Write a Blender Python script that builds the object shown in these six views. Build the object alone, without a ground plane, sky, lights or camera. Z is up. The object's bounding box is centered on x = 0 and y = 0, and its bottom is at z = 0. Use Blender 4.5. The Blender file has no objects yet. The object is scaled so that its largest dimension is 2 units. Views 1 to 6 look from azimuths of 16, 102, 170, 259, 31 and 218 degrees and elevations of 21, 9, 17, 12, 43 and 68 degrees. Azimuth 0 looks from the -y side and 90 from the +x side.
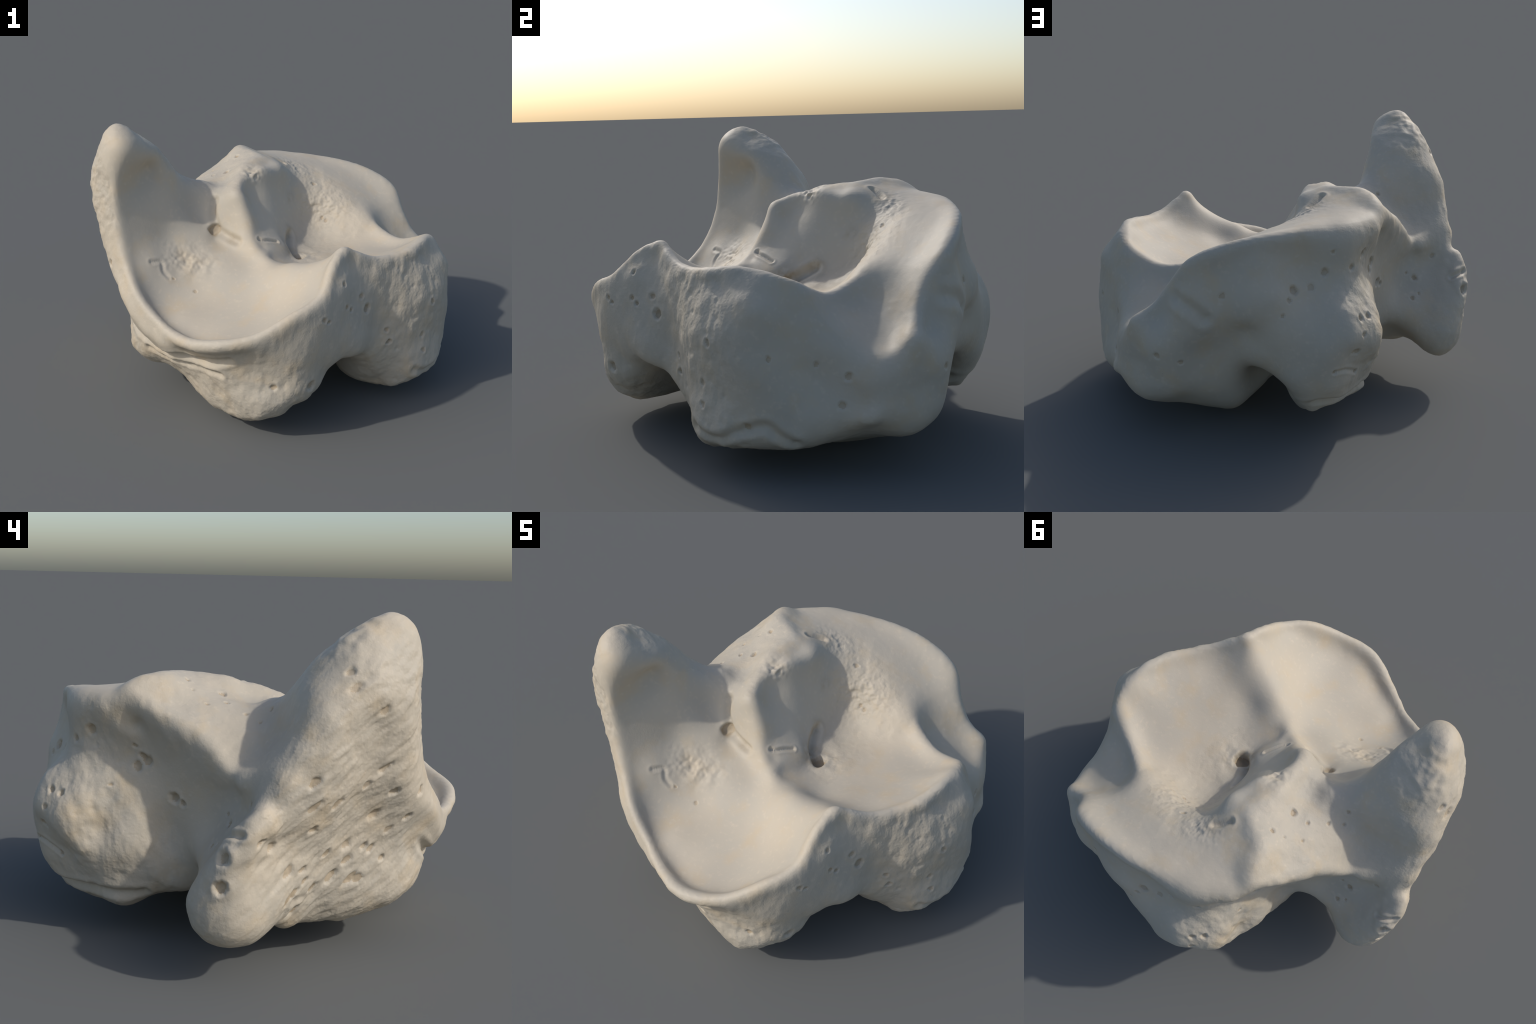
"""A pale dry joint bone: two smooth articular cups, a tall horn, a porous outer plate and two feet.

The body is one implicit surface.  Its anatomy is described by named ridges (crisp edges with the
directions in which the two flanks fall away) and named sheets (smooth areas with a facing direction);
a radial-basis interpolant through them gives a signed field, which is polygonised with surface nets,
roughened by region, drilled with foramina and finally separated into anatomical parts.
"""
import bpy, bmesh
import numpy as np
import math
from mathutils import noise as mnoise

# ------------------------------------------------------------------ anatomy
RIDGES, SHEETS, LOOSE = [], [], []


def ridge(points, flank_a, flank_b, reach=0.045):
    """crisp edge; flanks = [(index, direction), ...] falling away to either side"""
    RIDGES.append((points, flank_a, flank_b, reach))


def guess(*rows):
    """loosely held points where no contour passes"""
    LOOSE.extend(rows)


def sheet(*rows):
    """rows of (x, y, z, nx, ny, nz)"""
    SHEETS.extend(rows)


# --- rim of the big cup, from the mid peak round the front and up the horn
ridge([(.515, -.475, .945), (.48, -.59, .902), (.453, -.735, .782), (.345, -.862, .722), (.189, -.952, .631),
       (-.009, -.984, .583), (-.183, -.904, .544), (-.348, -.795, .559), (-.504, -.707, .651), (-.606, -.608, .778),
       (-.672, -.55, .94), (-.700, -.53, 1.116), (-.695, -.52, 1.27)],
      [(0, (-.7, .1, -.6)), (2, (-.8, .4, -.5)), (5, (0, .95, -.22)), (8, (.75, .55, -.4)), (10, (.8, .55, -.1)), (12, (.8, .5, -.1))],
      [(0, (.2, -.3, -.9)), (2, (.4, -.4, -.9)), (5, (0, -.15, -1)), (8, (-.3, -.1, -.95)), (10, (-.85, .25, -.4)), (12, (-.85, .4, -.1))])
# --- front rim of the small cup
ridge([(.515, -.475, .945), (.535, -.451, .930), (.633, -.373, .874), (.722, -.274, .858), (.799, -.164, .872), (.851, -.038, .887), (.864, .08, .868)],
      [(0, (-.2, .5, -.8)), (3, (-.6, .7, -.35)), (6, (-.8, .2, -.4))],
      [(0, (.2, -.5, -.85)), (3, (.3, -.45, -.85)), (6, (.6, -.1, -.8))])
# --- crest behind the small cup
ridge([(.864, .09, .866), (.838, .206, .827), (.766, .267, .78), (.685, .313, .751), (.607, .359, .759), (.532, .405, .787),
       (.458, .445, .832)],
      [(0, (-.86, -.1, -.45)), (2, (-.7, -.65, -.2)), (4, (-.5, -.75, -.35)), (6, (-.4, -.7, -.5))],
      [(0, (.4, .5, -.7)), (4, (.3, .6, -.75)), (6, (.3, .6, -.3))])
# --- soft ridge between the cups
sheet((.459, -.435, .892, -.1, .1, 1), (.39, -.40, .838, -.1, .1, 1), (.3, -.365, .795, -.1, .1, 1), (.2, -.33, .768, 0, .05, 1))
sheet((.388, .501, .873, .1, -.3, .9))
# --- outer edge of the rear facet
ridge([(.824, .69, .600), (.721, .698, .678), (.647, .729, .792), (.571, .806, .911), (.401, .848, .991), (.166, .852, 1.036), (-.133, .80, 1.062)],
      [(0, (-.3, -.8, -.1)), (3, (-.3, -.9, .1)), (6, (-.1, -.9, .3))],
      [(0, (.0, .5, -.9)), (3, (0, .2, -1)), (6, (-.1, .05, -1))])
# --- edge of the peg between big cup and gully
ridge([(-.03, .32, 1.10), (-.05, .27, 1.102), (-.07, .215, 1.108), (-.094, .165, 1.118), (-.133, .10, 1.11), (-.168, .034, 1.096), (-.174, -.03, 1.075), (-.160, -.103, 1.045), (-.138, -.125, .985), (-.091, -.148, .907), (-.046, -.185, .823), (.017, -.236, .765), (.105, -.28, .738)],
      [(0, (-.9, -.1, .35)), (3, (-.9, -.1, .2)), (5, (-.9, .1, -.1)), (8, (-.8, -.1, -.3)), (12, (-.5, -.5, -.4))],
      [(0, (.5, -.1, -.9)), (5, (.5, .1, -.9)), (8, (.7, .3, -.5)), (12, (.5, .5, -.5))])
# --- lip of the plateau above the peg and along the rear facet
sheet((-.205, .113, 1.120, 0, -.1, 1), (-.186, .194, 1.133, 0, -.1, 1), (-.160, .276, 1.146, .1, -.1, 1))
ridge([(-.145, .325, 1.148), (-.224, .386, 1.16), (-.301, .449, 1.163), (-.345, .524, 1.150)],
      [(0, (-.8, -.3, -.2)), (3, (-.7, -.6, -.25))],
      [(0, (.8, .4, -.35)), (3, (.7, .6, -.3))])
# --- break of the plateau towards the notch
ridge([(-.37, .60, 1.11), (-.412, .558, 1.085), (-.492, .457, 1.011), (-.561, .336, .954), (-.644, .245, .847), (-.719, .184, .74)],
      [(0, (.4, -.5, .3)), (3, (.2, -.8, .3)), (5, (.2, -.9, .3))],
      [(0, (-.1, .3, -1)), (3, (-.1, .3, -1)), (5, (.1, .2, -1))], .03)

# --- horn (rough seed, refined by the contours)
guess((-.69, -.36, 1.42, 0, .1, 1), (-.64, -.46, 1.2, .8, -.4, .2), (-.60, -.30, 1.2, .8, .3, .2), (-.87, -.40, 1.15, -.9, -.3, .1), (-.80, -.09, 1.2, .1, .9, .3),
      (-.83, -.48, 1.0, -.85, -.5, -.1), (-.71, -.58, .747, -.8, -.5, -.3), (-.94, -.05, .95, -.85, .5, .2), (-.47, -.17, 1.1, .8, -.1, .4))
# rear face of the horn down to the notch
sheet((-.515, .031, 1.033, .45, .5, .75), (-.53, .074, .981, .4, .6, .7), (-.522, .099, .98, .3, .6, .7), (-.471, .124, 1.006, .2, .2, .95),
      (-.807, .159, .716, .3, .7, .5), (-.725, .2, .766, .3, .7, .5), (-.385, .007, 1.058, .1, .1, 1), (-.575, .158, .942, .3, .6, .7), (-.72, .04, .95, .4, .8, .4))
# --- plateau
sheet((-.316, .198, 1.071, -.2, -.1, 1), (-.396, .191, 1.045, -.2, -.1, 1), (-.304, .343, 1.131, -.3, -.2, .9), (-.429, .278, 1.043, -.2, 0, 1),
      (-.33, .05, 1.03, -.2, .1, 1), (-.25, .05, 1.06, -.3, -.2, .9))
# --- left cup
sheet((-.577, -.423, .96, .8, -.4, .3), (-.505, -.32, .95, .8, -.5, .4),
      (-.418, -.232, .908, .7, -.6, .4), (-.401, -.128, .952, .6, -.6, .4), (-.444, -.131, 1.04, .7, -.3, .6), (-.334, -.143, .88, .6, -.6, .5), (-.387, -.485, .661, .4, -.1, .9), (-.264, -.486, .607, .3, -.05, .95),
      (-.495, -.505, .752, .7, -.2, .7), (-.292, -.179, .832, .5, -.7, .5), (-.163, -.313, .725, .0, -.4, .9), (-.28, -.15, .82, .3, -.3, .9),
      (.365, -.703, .725, -.6, .2, .75), (0, -.55, .59, -.1, .0, 1), (.14, -.62, .595, -.3, .0, 1), (0, -.78, .54, -.05, .15, 1), (-.24, -.68, .55, .2, .1, 1))
# --- left face of the peg
sheet((-.294, -.086, .986, -.7, -.6, .3), (-.291, -.116, .923, -.8, -.5, .2), (-.254, -.141, .862, -.7, -.6, .3), (-.198, -.167, .818, -.5, -.6, .5), (-.125, -.189, .80, -.4, -.6, .6))
# --- right face of the peg and top
sheet((-.095, -.02, .96, .8, .1, .5), (-.06, .1, .97, .85, 0, .45), (-.025, .24, 1.0, .8, -.1, .5), (-.045, -.08, .875, .8, .2, .6), (.0, .04, .855, .85, .1, .5), (.04, -.02, .795, .7, .1, .7))
# --- gully floor and its right slope
sheet((.015, .375, .976, .7, -.4, .5), (.044, .29, .862, .8, -.1, .5), (.072, .188, .768, .8, 0, .5), (.083, .065, .72, .7, .1, .6), (.13, -.09, .695, .3, .2, .9),
      (.098, .415, .908, .3, -.8, .5), (.146, .406, .808, .1, -.8, .5), (.167, .328, .726, -.1, -.7, .7), (.181, .227, .683, -.1, -.4, .9), (.167, .133, .678, -.1, -.2, 1),
      (.132, .042, .672, 0, 0, 1), (.235, .393, .78, -.2, -.7, .6), (.132, .493, .965, -.1, -.8, .6), (.288, .453, .878, -.3, -.7, .6), (.241, .059, .68, -.1, 0, 1),
      (.186, .434, .86, -.2, -.7, .6), (.45, .0, .70, -.1, .1, 1), (.58, .0, .735, -.2, .1, 1), (.5, .2, .70, -.1, -.1, 1), (.70, .07, .775, -.4, .0, .9), (.64, -.14, .785, -.2, .3, .9), (.4, -.17, .72, 0, .3, .95), (.31, -.25, .722, -.1, .4, .9), (.19, -.15, .69, 0, .4, .9), (.003, -.141, .805, .5, 0, .85), (.095, -.02, .75, .6, .2, .7), (.053, -.198, .756, .3, .1, .95))
# --- rear facet and the valley beside the crest
sheet((-.147, .487, 1.113, .3, -.3, .9), (-.053, .56, 1.077, .3, -.3, .9), (.056, .599, 1.043, .3, -.3, .9), (.173, .604, 1.005, .3, -.3, .9), (.285, .585, .952, .3, -.3, .9),
      (-.079, .48, 1.09, .3, -.5, .8), (.629, .543, .669, .7, -.2, .7), (.79, .58, .56, .5, -.1, .8))
guess((-.32, .7, 1.06, -.3, .5, .8), (.72, .43, .64, .6, .5, .6))

# --- rear foot and rear wall
sheet((-.191, .804, .867, -.5, .8, 0), (-.259, .741, .918, -.7, .6, .1), (-.22, .91, .656, -.4, .9, .2), (-.26, .875, .649, -.6, .7, .2), (-.193, .949, .508, -.3, .95, 0),
      (-.236, .94, .581, -.5, .8, .1), (-.057, .833, .854, 0, 1, .1), (.013, .856, .79, .1, 1, .1), (.094, .88, .788, .1, 1, .1),
      (.639, .785, .727, .3, .9, .3))
guess((.06, .96, .38, .2, .95, -.1),
      (-.1, .98, .45, -.1, 1, 0), (-.27, .84, .4, -.8, .5, -.2), (-.34, .72, .5, -.9, .3, .0), (-.36, .6, .55, -.95, .2, .0), (-.50, .336, .62, -.3, .9, 0), (-.40, .435, .505, -.8, .5, 0), (-.56, .285, .71, -.2, .9, .2), (-.75, .35, .425, .2, .9, .2),
      (-.3, .65, .8, -.8, .4, .2), (-.35, .55, .95, -.7, .6, .2), (-.36, .6, .25, -.9, .2, -.4), (-.27, .6, .13, -.7, 0, -.7),
      (.05, .7, .14, .6, 0, -.8), (.02, .55, .13, .5, -.5, -.7), (-.2, .45, .17, -.3, -.5, -.8),
      (.13, .82, .28, .7, .6, -.3), (.3, .87, .6, .1, 1, 0))
# --- right side and base
sheet((.914, -.024, .792, .8, -.4, .3))
guess((.96, .15, .7, .95, .1, .2),
      (.97, .1, .25, .95, 0, -.3), (.86, .66, .45, .7, .7, 0),
      (.78, .72, .23, .5, .5, -.7), (.9, .45, .24, .8, .2, -.5), 
      (.6, .72, .2, .1, .7, -.7), 
      (.78, -.25, .12, .4, -.5, -.75), (.89, -.22, .25, .8, -.5, -.3), (.65, .2, .085, .35, 0, -.95), (.45, .25, .015, .2, 0, -1), (.35, .45, .04, -.4, .2, -.8), (.27, .4, .12, -.8, 0, -.5), (.55, -.1, .07, -.2, -.3, -.9))
# --- front wall
sheet((.607, -.447, .794, .5, -.8, .3), (.518, -.525, .904, .3, -.8, .4), (.682, -.368, .798, .4, -.8, .3), (.647, -.423, .721, .4, -.9, .1), (.835, -.234, .702, .6, -.8, .1),
      (.76, -.318, .608, .5, -.85, 0), (.675, -.389, .489, .4, -.9, -.1), (.446, -.80, .643, .6, -.8, 0), (-.008, -.863, .328, 0, -1, 0), (.634, -.464, .629, .4, -.9, 0), (.605, -.493, .705, .5, -.85, 0), (.538, -.605, .802, .7, -.7, .2), (.558, -.61, .685, .8, -.6, 0), (.574, -.582, .663, .7, -.7, 0),
      (.481, -.755, .669, .7, -.7, 0), (.729, -.341, .47, .4, -.9, -.1), (.738, -.33, .4, .4, -.9, -.2), (.931, -.15, .581, .8, -.6, 0), (.431, -.775, .321, .7, -.7, 0),
      (.819, -.279, .531, .5, -.85, 0), (.267, -.868, .33, .3, -.95, -.1))
# --- band below the lip of the big cup, front foot
guess((-.427, -.76, .442, -.4, -.7, -.6), (-.262, -.834, .408, -.3, -.7, -.6), (-.065, -.869, .416, -.1, -.7, -.7), (.1, -.93, .5, .1, -.9, -.4),
      (-.05, -.84, .25, -.2, -.95, .1), (.13, -.87, .2, 0, -1, -.1), (.13, -.76, .06, 0, -.4, -.9), (.3, -.78, .15, .5, -.6, -.6), (.4, -.7, .26, .7, -.4, -.5),
      (-.28, -.72, .3, -.6, -.75, 0), (0, -.45, .08, .2, .4, -.9), (.2, -.5, .2, .5, .5, -.7))
# --- outer plate
guess((-.61, -.49, .22, -.7, -.6, -.3), (-.62, -.55, .33, -.8, -.6, 0), (-.6, -.3, .13, -.4, -.2, -.9), (-.69, -.34, .4, -.9, -.4, 0), (-.775, -.3, .7, -.92, -.35, -.1),
      (-.87, -.15, .7, -.95, -.3, -.05), (-.87, -.3, 1.0, -.92, -.3, 0), (-.835, -.03, .42, -.9, -.4, 0), (-.70, -.12, .24, -.8, -.1, -.6), (-.925, .1, .6, -.95, -.2, 0),
      (-.97, .2, .5, -.95, .0, 0), (-.935, .13, .4, -.9, -.4, 0), (-.885, .04, .37, -.85, -.5, 0),
      (-.86, .258, .16, 0, 0, -1), (-.85, .395, .28, .1, .95, -.3), (-.77, .355, .33, .5, .8, -.4), (-.78, .12, .2, .5, -.3, -.8),
      (-.86, .35, .47, 0, 1, .1))
sheet((-.693, .223, .611, .3, .95, .1), (-.67, .287, .517, .4, .9, 0), (-.71, .271, .535, .3, .95, 0), (-.6, .27, .55, .2, .95, 0))
# --- vault underneath, arch to arch
guess((.4, -.3, .35, -.1, -.3, -.9), (.3, -.1, .35, 0, 0, -1), (.0, .1, .38, 0, 0, -1), (-.2, .15, .36, 0, 0, -1), (-.55, .24, .34, 0, .85, -.5), (-.45, .25, .27, .1, .7, -.7), (-.62, .15, .24, 0, .7, -.7), (-.47, .08, .19, 0, .3, -.95), (.2, .3, .3, -.5, .3, -.8),
      (.2, .6, .33, -.2, .3, -.9), (-.4, -.1, .2, -.1, .2, -.9), (.13, .72, .36, -.1, .5, -.9), (-.25, .3, .34, -.2, .1, -.9))


# --- walls and floors between the measured places
guess((.45, .865, .76, .1, 1, .1), (.56, .85, .78, .1, 1, .1), (.34, .90, .71, .1, 1, 0), (.68, .79, .73, .4, .9, .1),
      (.51, .82, .49, 0, 1, -.2), (.28, .875, .47, .1, 1, -.2), (.49, .77, .25, 0, .9, -.4), (.33, .73, .22, -.2, .9, -.4), 
      (.80, .71, .39, .7, .7, .1), (.72, .76, .52, .6, .8, 0), (-.365, .72, .55, -.95, .3, 0), (-.335, .8, .63, -.9, .4, .1), (-.38, .585, .91, -.8, .5, 0),
      (.2, -.49, .685, -.5, -.3, .8), (.11, -.505, .632, -.4, -.2, .9),
      (-.475, -.342, .84, .7, -.5, .5), (-.46, -.65, .645, .7, 0, .7),
      (.945, -.09, .37, .9, -.3, -.1), (.84, .36, .54, .85, .3, .4), (.895, .29, .455, .9, .2, .2),
      (-.70, -.345, .5, -.9, -.3, -.1))

# --- where the body turns away along its outlines
sheet((0.734, 0.797, 0.491, 0.4, 0.9, 0.1), (0.677, 0.823, 0.475, 0.3, 1, 0), (0.586, 0.846, 0.536, 0.2, 1, -0), (0.504, 0.859, 0.576, 0.2, 1, -0),
      (0.411, 0.881, 0.66, 0.3, 1, -0), (0.349, 0.902, 0.659, 0.3, 1, -0), (0.289, 0.914, 0.651, 0.2, 1, -0), (0.231, 0.926, 0.636, 0.3, 1, -0),
      (0.18, 0.945, 0.607, 0.2, 1, -0), (0.115, 0.954, 0.614, 0.1, 1, -0), (0.778, 0.66, 0.175, 0.2, 0.4, -0.9), (0.726, 0.672, 0.165, 0.2, 0.4, -0.9),
      (0.672, 0.658, 0.149, 0.1, 0.4, -0.9), (0.616, 0.622, 0.128, 0.1, 0.4, -0.9), (0.561, 0.604, 0.112, 0.2, 0.4, -0.9), (0.505, 0.592, 0.093, 0.2, 0.4, -0.9),
      (0.45, 0.586, 0.078, 0.2, 0.4, -0.9), (0.396, 0.607, 0.077, 0.1, 0.4, -0.9), (0.341, 0.619, 0.077, 0.1, 0.4, -0.9), (0.279, 0.607, 0.101, -0.5, 0.4, -0.7),
      (0.225, 0.58, 0.137, -0.6, 0.4, -0.6), (0.172, 0.56, 0.177, -0.7, 0.4, -0.6), (0.122, 0.54, 0.215, -0.7, 0.4, -0.6), (-0.587, -0.405, 1.325, 0.9, -0.2, 0.2),
      (-0.568, -0.366, 1.29, 0.9, -0.2, 0.2), (-0.553, -0.319, 1.274, 0.9, -0.2, 0.2), (-0.538, -0.272, 1.254, 1, -0.2, 0.2), (-0.52, -0.243, 1.188, 0.9, -0.2, 0.2),
      (-0.496, -0.208, 1.141, 0.9, -0.3, 0.3), (0.639, 0.814, 0.375, -0, 1, -0), (0.671, -0.355, 0.295, 0.4, -0.7, -0.5), (0.642, -0.398, 0.331, 0.4, -0.7, -0.6),
      (0.599, -0.45, 0.361, 0.4, -0.6, -0.7), (0.564, -0.514, 0.376, 0.4, -0.3, -0.9), (0.51, -0.593, 0.376, 0.3, -0.2, -0.9), (0.51, -0.643, 0.38, 0.5, -0.3, -0.8),
      (-0.651, 0.335, 0.393, 0.1, 1, -0.1), (-0.584, 0.333, 0.427, 0.1, 1, -0.1), (-0.548, 0.334, 0.472, 0.1, 1, -0.2), (-0.505, 0.345, 0.513, 0, 1, -0.3))
sheet((-0.757, 0.387, 0.33, 0.2, 1, -0.2), (-0.815, 0.403, 0.345, 0.1, 1, -0.2), (-0.87, 0.39, 0.31, -0.3, 0.9, -0.2), (-0.919, 0.358, 0.305, -0.7, 0.7, -0.2),
      (-0.953, 0.314, 0.326, -0.9, 0.4, -0.1), (-0.971, 0.262, 0.35, -1, 0.3, -0.1), (-0.411, 0.625, 0.426, -1, 0.2, 0.1), (-0.409, 0.607, 0.486, -1, 0.2, 0.2),
      (-0.393, 0.597, 0.547, -0.9, 0.2, 0.3), (-0.379, 0.58, 0.605, -1, 0.2, 0.3), (-0.373, 0.553, 0.661, -1, 0.2, 0.2), (-0.353, 0.568, 0.731, -1, 0.2, 0.2),
      (-0.339, 0.558, 0.791, -0.9, 0.2, 0.3), (-0.593, -0.558, 0.406, -0.6, -0.6, -0.6), (-0.504, -0.666, 0.418, -0.5, -0.6, -0.6), (-0.442, -0.696, 0.401, -0.5, -0.6, -0.7),
      (-0.371, -0.752, 0.398, -0.5, -0.6, -0.7), (-0.324, -0.757, 0.365, -0.3, -0.5, -0.8), (-0.255, -0.781, 0.373, -0, -0.5, -0.9), (-0.187, -0.804, 0.384, -0, -0.5, -0.9),
      (-0.62, -0.594, 0.567, -0.8, -0.5, -0.4), (-0.643, -0.601, 0.622, -0.8, -0.5, -0.4), (-0.679, -0.576, 0.664, -0.8, -0.5, -0.3), (-0.712, -0.545, 0.707, -0.8, -0.5, -0.3),
      (-0.741, -0.521, 0.753, -0.8, -0.5, -0.2), (-0.764, -0.503, 0.804, -0.8, -0.5, -0.2), (-0.786, -0.49, 0.856, -0.8, -0.5, -0.2), (-0.812, -0.463, 0.904, -0.8, -0.5, -0.2),
      (-0.829, -0.454, 0.958, -0.9, -0.5, -0.2), (-0.848, -0.439, 1.011, -0.9, -0.5, -0.2), (-0.859, -0.432, 1.067, -0.9, -0.5, -0.1), (-0.869, -0.414, 1.121, -0.9, -0.4, 0),
      (-0.879, -0.378, 1.171, -0.9, -0.4, 0.2), (-0.869, -0.366, 1.227, -0.9, -0.4, 0.3), (-0.828, -0.403, 1.295, -0.9, -0.3, 0.3), (-0.799, -0.421, 1.357, -0.9, -0.3, 0.4),
      (-0.778, -0.397, 1.404, -0.7, -0.2, 0.7), (-0.743, -0.362, 1.43, -0.2, 0.1, 1), (-0.694, -0.343, 1.416, 0.3, 0.4, 0.9), (-0.661, -0.308, 1.377, 0.4, 0.4, 0.8))
sheet((-0.639, -0.234, 1.333, 0.4, 0.4, 0.8), (-0.597, -0.212, 1.299, 0.5, 0.4, 0.8), (-0.561, -0.189, 1.256, 0.6, 0.4, 0.6), (-0.534, -0.161, 1.204, 0.7, 0.4, 0.6),
      (-0.52, -0.105, 1.142, 0.6, 0.4, 0.7), (-0.49, -0.045, 1.093, 0.4, 0.4, 0.8), (-0.223, 0.708, 1.086, -0.1, 0.2, 1), (0.941, 0.082, 0.776, 0.8, 0.3, 0.6),
      (0.977, 0.072, 0.728, 0.9, 0.2, 0.3), (0.982, 0.052, 0.671, 1, 0.1, 0.1), (0.988, 0.043, 0.609, 1, 0.1, 0.1), (0.994, 0.051, 0.54, 1, 0.1, 0.1),
      (1, 0.056, 0.471, 1, 0, 0), (0.993, 0.075, 0.395, 1, 0, -0.1), (0.99, 0.079, 0.325, 1, 0, -0), (0.986, 0.067, 0.261, 1, 0, -0.1),
      (0.983, 0, 0.223, 1, -0, -0.1), (0.97, -0.052, 0.182, 0.9, -0.2, -0.4), (0.934, -0.113, 0.158, 0.7, -0.3, -0.6), (0.889, -0.156, 0.135, 0.6, -0.3, -0.7),
      (0.84, -0.193, 0.116, 0.5, -0.4, -0.8), (0.787, -0.212, 0.094, 0.3, -0.4, -0.8), (0.727, -0.208, 0.079, 0.1, -0.5, -0.9), (0.663, -0.19, 0.07, -0.1, -0.5, -0.9),
      (0.603, -0.196, 0.079, -0.1, -0.5, -0.9), (0.542, -0.197, 0.091, -0.3, -0.5, -0.8), (0.486, -0.192, 0.116, -0.4, -0.5, -0.8), (0.474, -0.688, 0.36, 0.9, -0.1, -0.5),
      (0.464, -0.705, 0.306, 0.9, -0, -0.3), (0.436, -0.726, 0.263, 0.8, -0.1, -0.5), (0.403, -0.757, 0.229, 0.7, -0.3, -0.7), (0.354, -0.769, 0.201, 0.6, -0.3, -0.7),
      (0.312, -0.784, 0.163, 0.7, -0.3, -0.7), (0.265, -0.8, 0.133, 0.5, -0.4, -0.8), (0.213, -0.819, 0.12, 0.4, -0.4, -0.8), (0.151, -0.806, 0.092, 0.1, -0.5, -0.9),
      (0.084, -0.779, 0.077, -0.1, -0.5, -0.8), (0.022, -0.759, 0.079, -0.2, -0.6, -0.8), (-0.046, -0.722, 0.074, -0.3, -0.6, -0.8), (-0.106, -0.709, 0.088, -0.5, -0.6, -0.7))
sheet((-0.159, -0.677, 0.111, -0.6, -0.6, -0.6), (-0.215, -0.644, 0.132, -0.6, -0.5, -0.5), (-0.251, -0.639, 0.179, -0.6, -0.6, -0.6), (-0.309, -0.617, 0.2, -0.5, -0.6, -0.6),
      (-0.382, -0.539, 0.2, -0.6, -0.6, -0.6), (-0.439, -0.516, 0.18, 0, -0.5, -0.9), (-0.497, -0.535, 0.188, -0.2, -0.5, -0.8), (-0.545, -0.56, 0.229, -0.5, -0.6, -0.7),
      (-0.599, -0.532, 0.26, -0.8, -0.5, -0.3), (-0.616, -0.517, 0.32, -0.9, -0.5, -0.1), (-0.585, -0.637, 0.536, -0.8, -0.5, -0.3), (-0.675, -0.511, 1.334, 0.2, -0.9, 0.4),
      (-0.693, -0.481, 1.388, 0.2, -0.7, 0.7), (-0.708, -0.43, 1.423, 0.1, -0.3, 0.9), (-0.74, -0.31, 1.411, -0.1, 0.4, 0.9), (-0.755, -0.255, 1.379, -0.1, 0.5, 0.8),
      (-0.76, -0.201, 1.342, -0.2, 0.6, 0.8), (-0.763, -0.154, 1.298, -0.2, 0.7, 0.7), (-0.764, -0.115, 1.245, -0.2, 0.8, 0.6), (-0.764, -0.073, 1.195, -0.2, 0.8, 0.6),
      (-0.788, -0.039, 1.141, -0.2, 0.9, 0.5), (-0.816, -0.018, 1.078, -0.2, 0.9, 0.4), (-0.186, 0.179, 1.139, -0.1, -0.1, 1), (-0.176, 0.24, 1.145, -0.1, -0.1, 1),
      (-0.308, 0.628, 1.099, -0.1, 0.4, 0.9), (-0.181, 0.746, 1.081, -0.1, 0.2, 1), (0.253, 0.872, 0.936, -0, 1, 0.1), (0.236, 0.883, 0.882, -0, 1, 0.3),
      (0.204, 0.899, 0.827, -0.1, 0.9, 0.4), (0.178, 0.924, 0.776, -0.1, 0.9, 0.5), (-0.112, 0.955, 0.678, -0.1, 0.9, 0.5), (-0.116, 0.979, 0.625, -0, 0.9, 0.4),
      (-0.095, 0.993, 0.574, -0, 1, 0.2), (-0.057, 0.997, 0.525, 0, 1, 0), (-0.041, 0.993, 0.471, 0.1, 1, -0.1), (-0.021, 0.982, 0.419, 0.1, 1, -0.2),
      (-0.013, 0.969, 0.365, 0.1, 1, -0.3), (0.061, 0.95, 0.331, 0.2, 0.8, -0.5), (-0.076, 0.912, 0.253, 0.2, 0.7, -0.7), (-0.066, 0.873, 0.214, 0.1, 0.9, -0.5))
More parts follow.
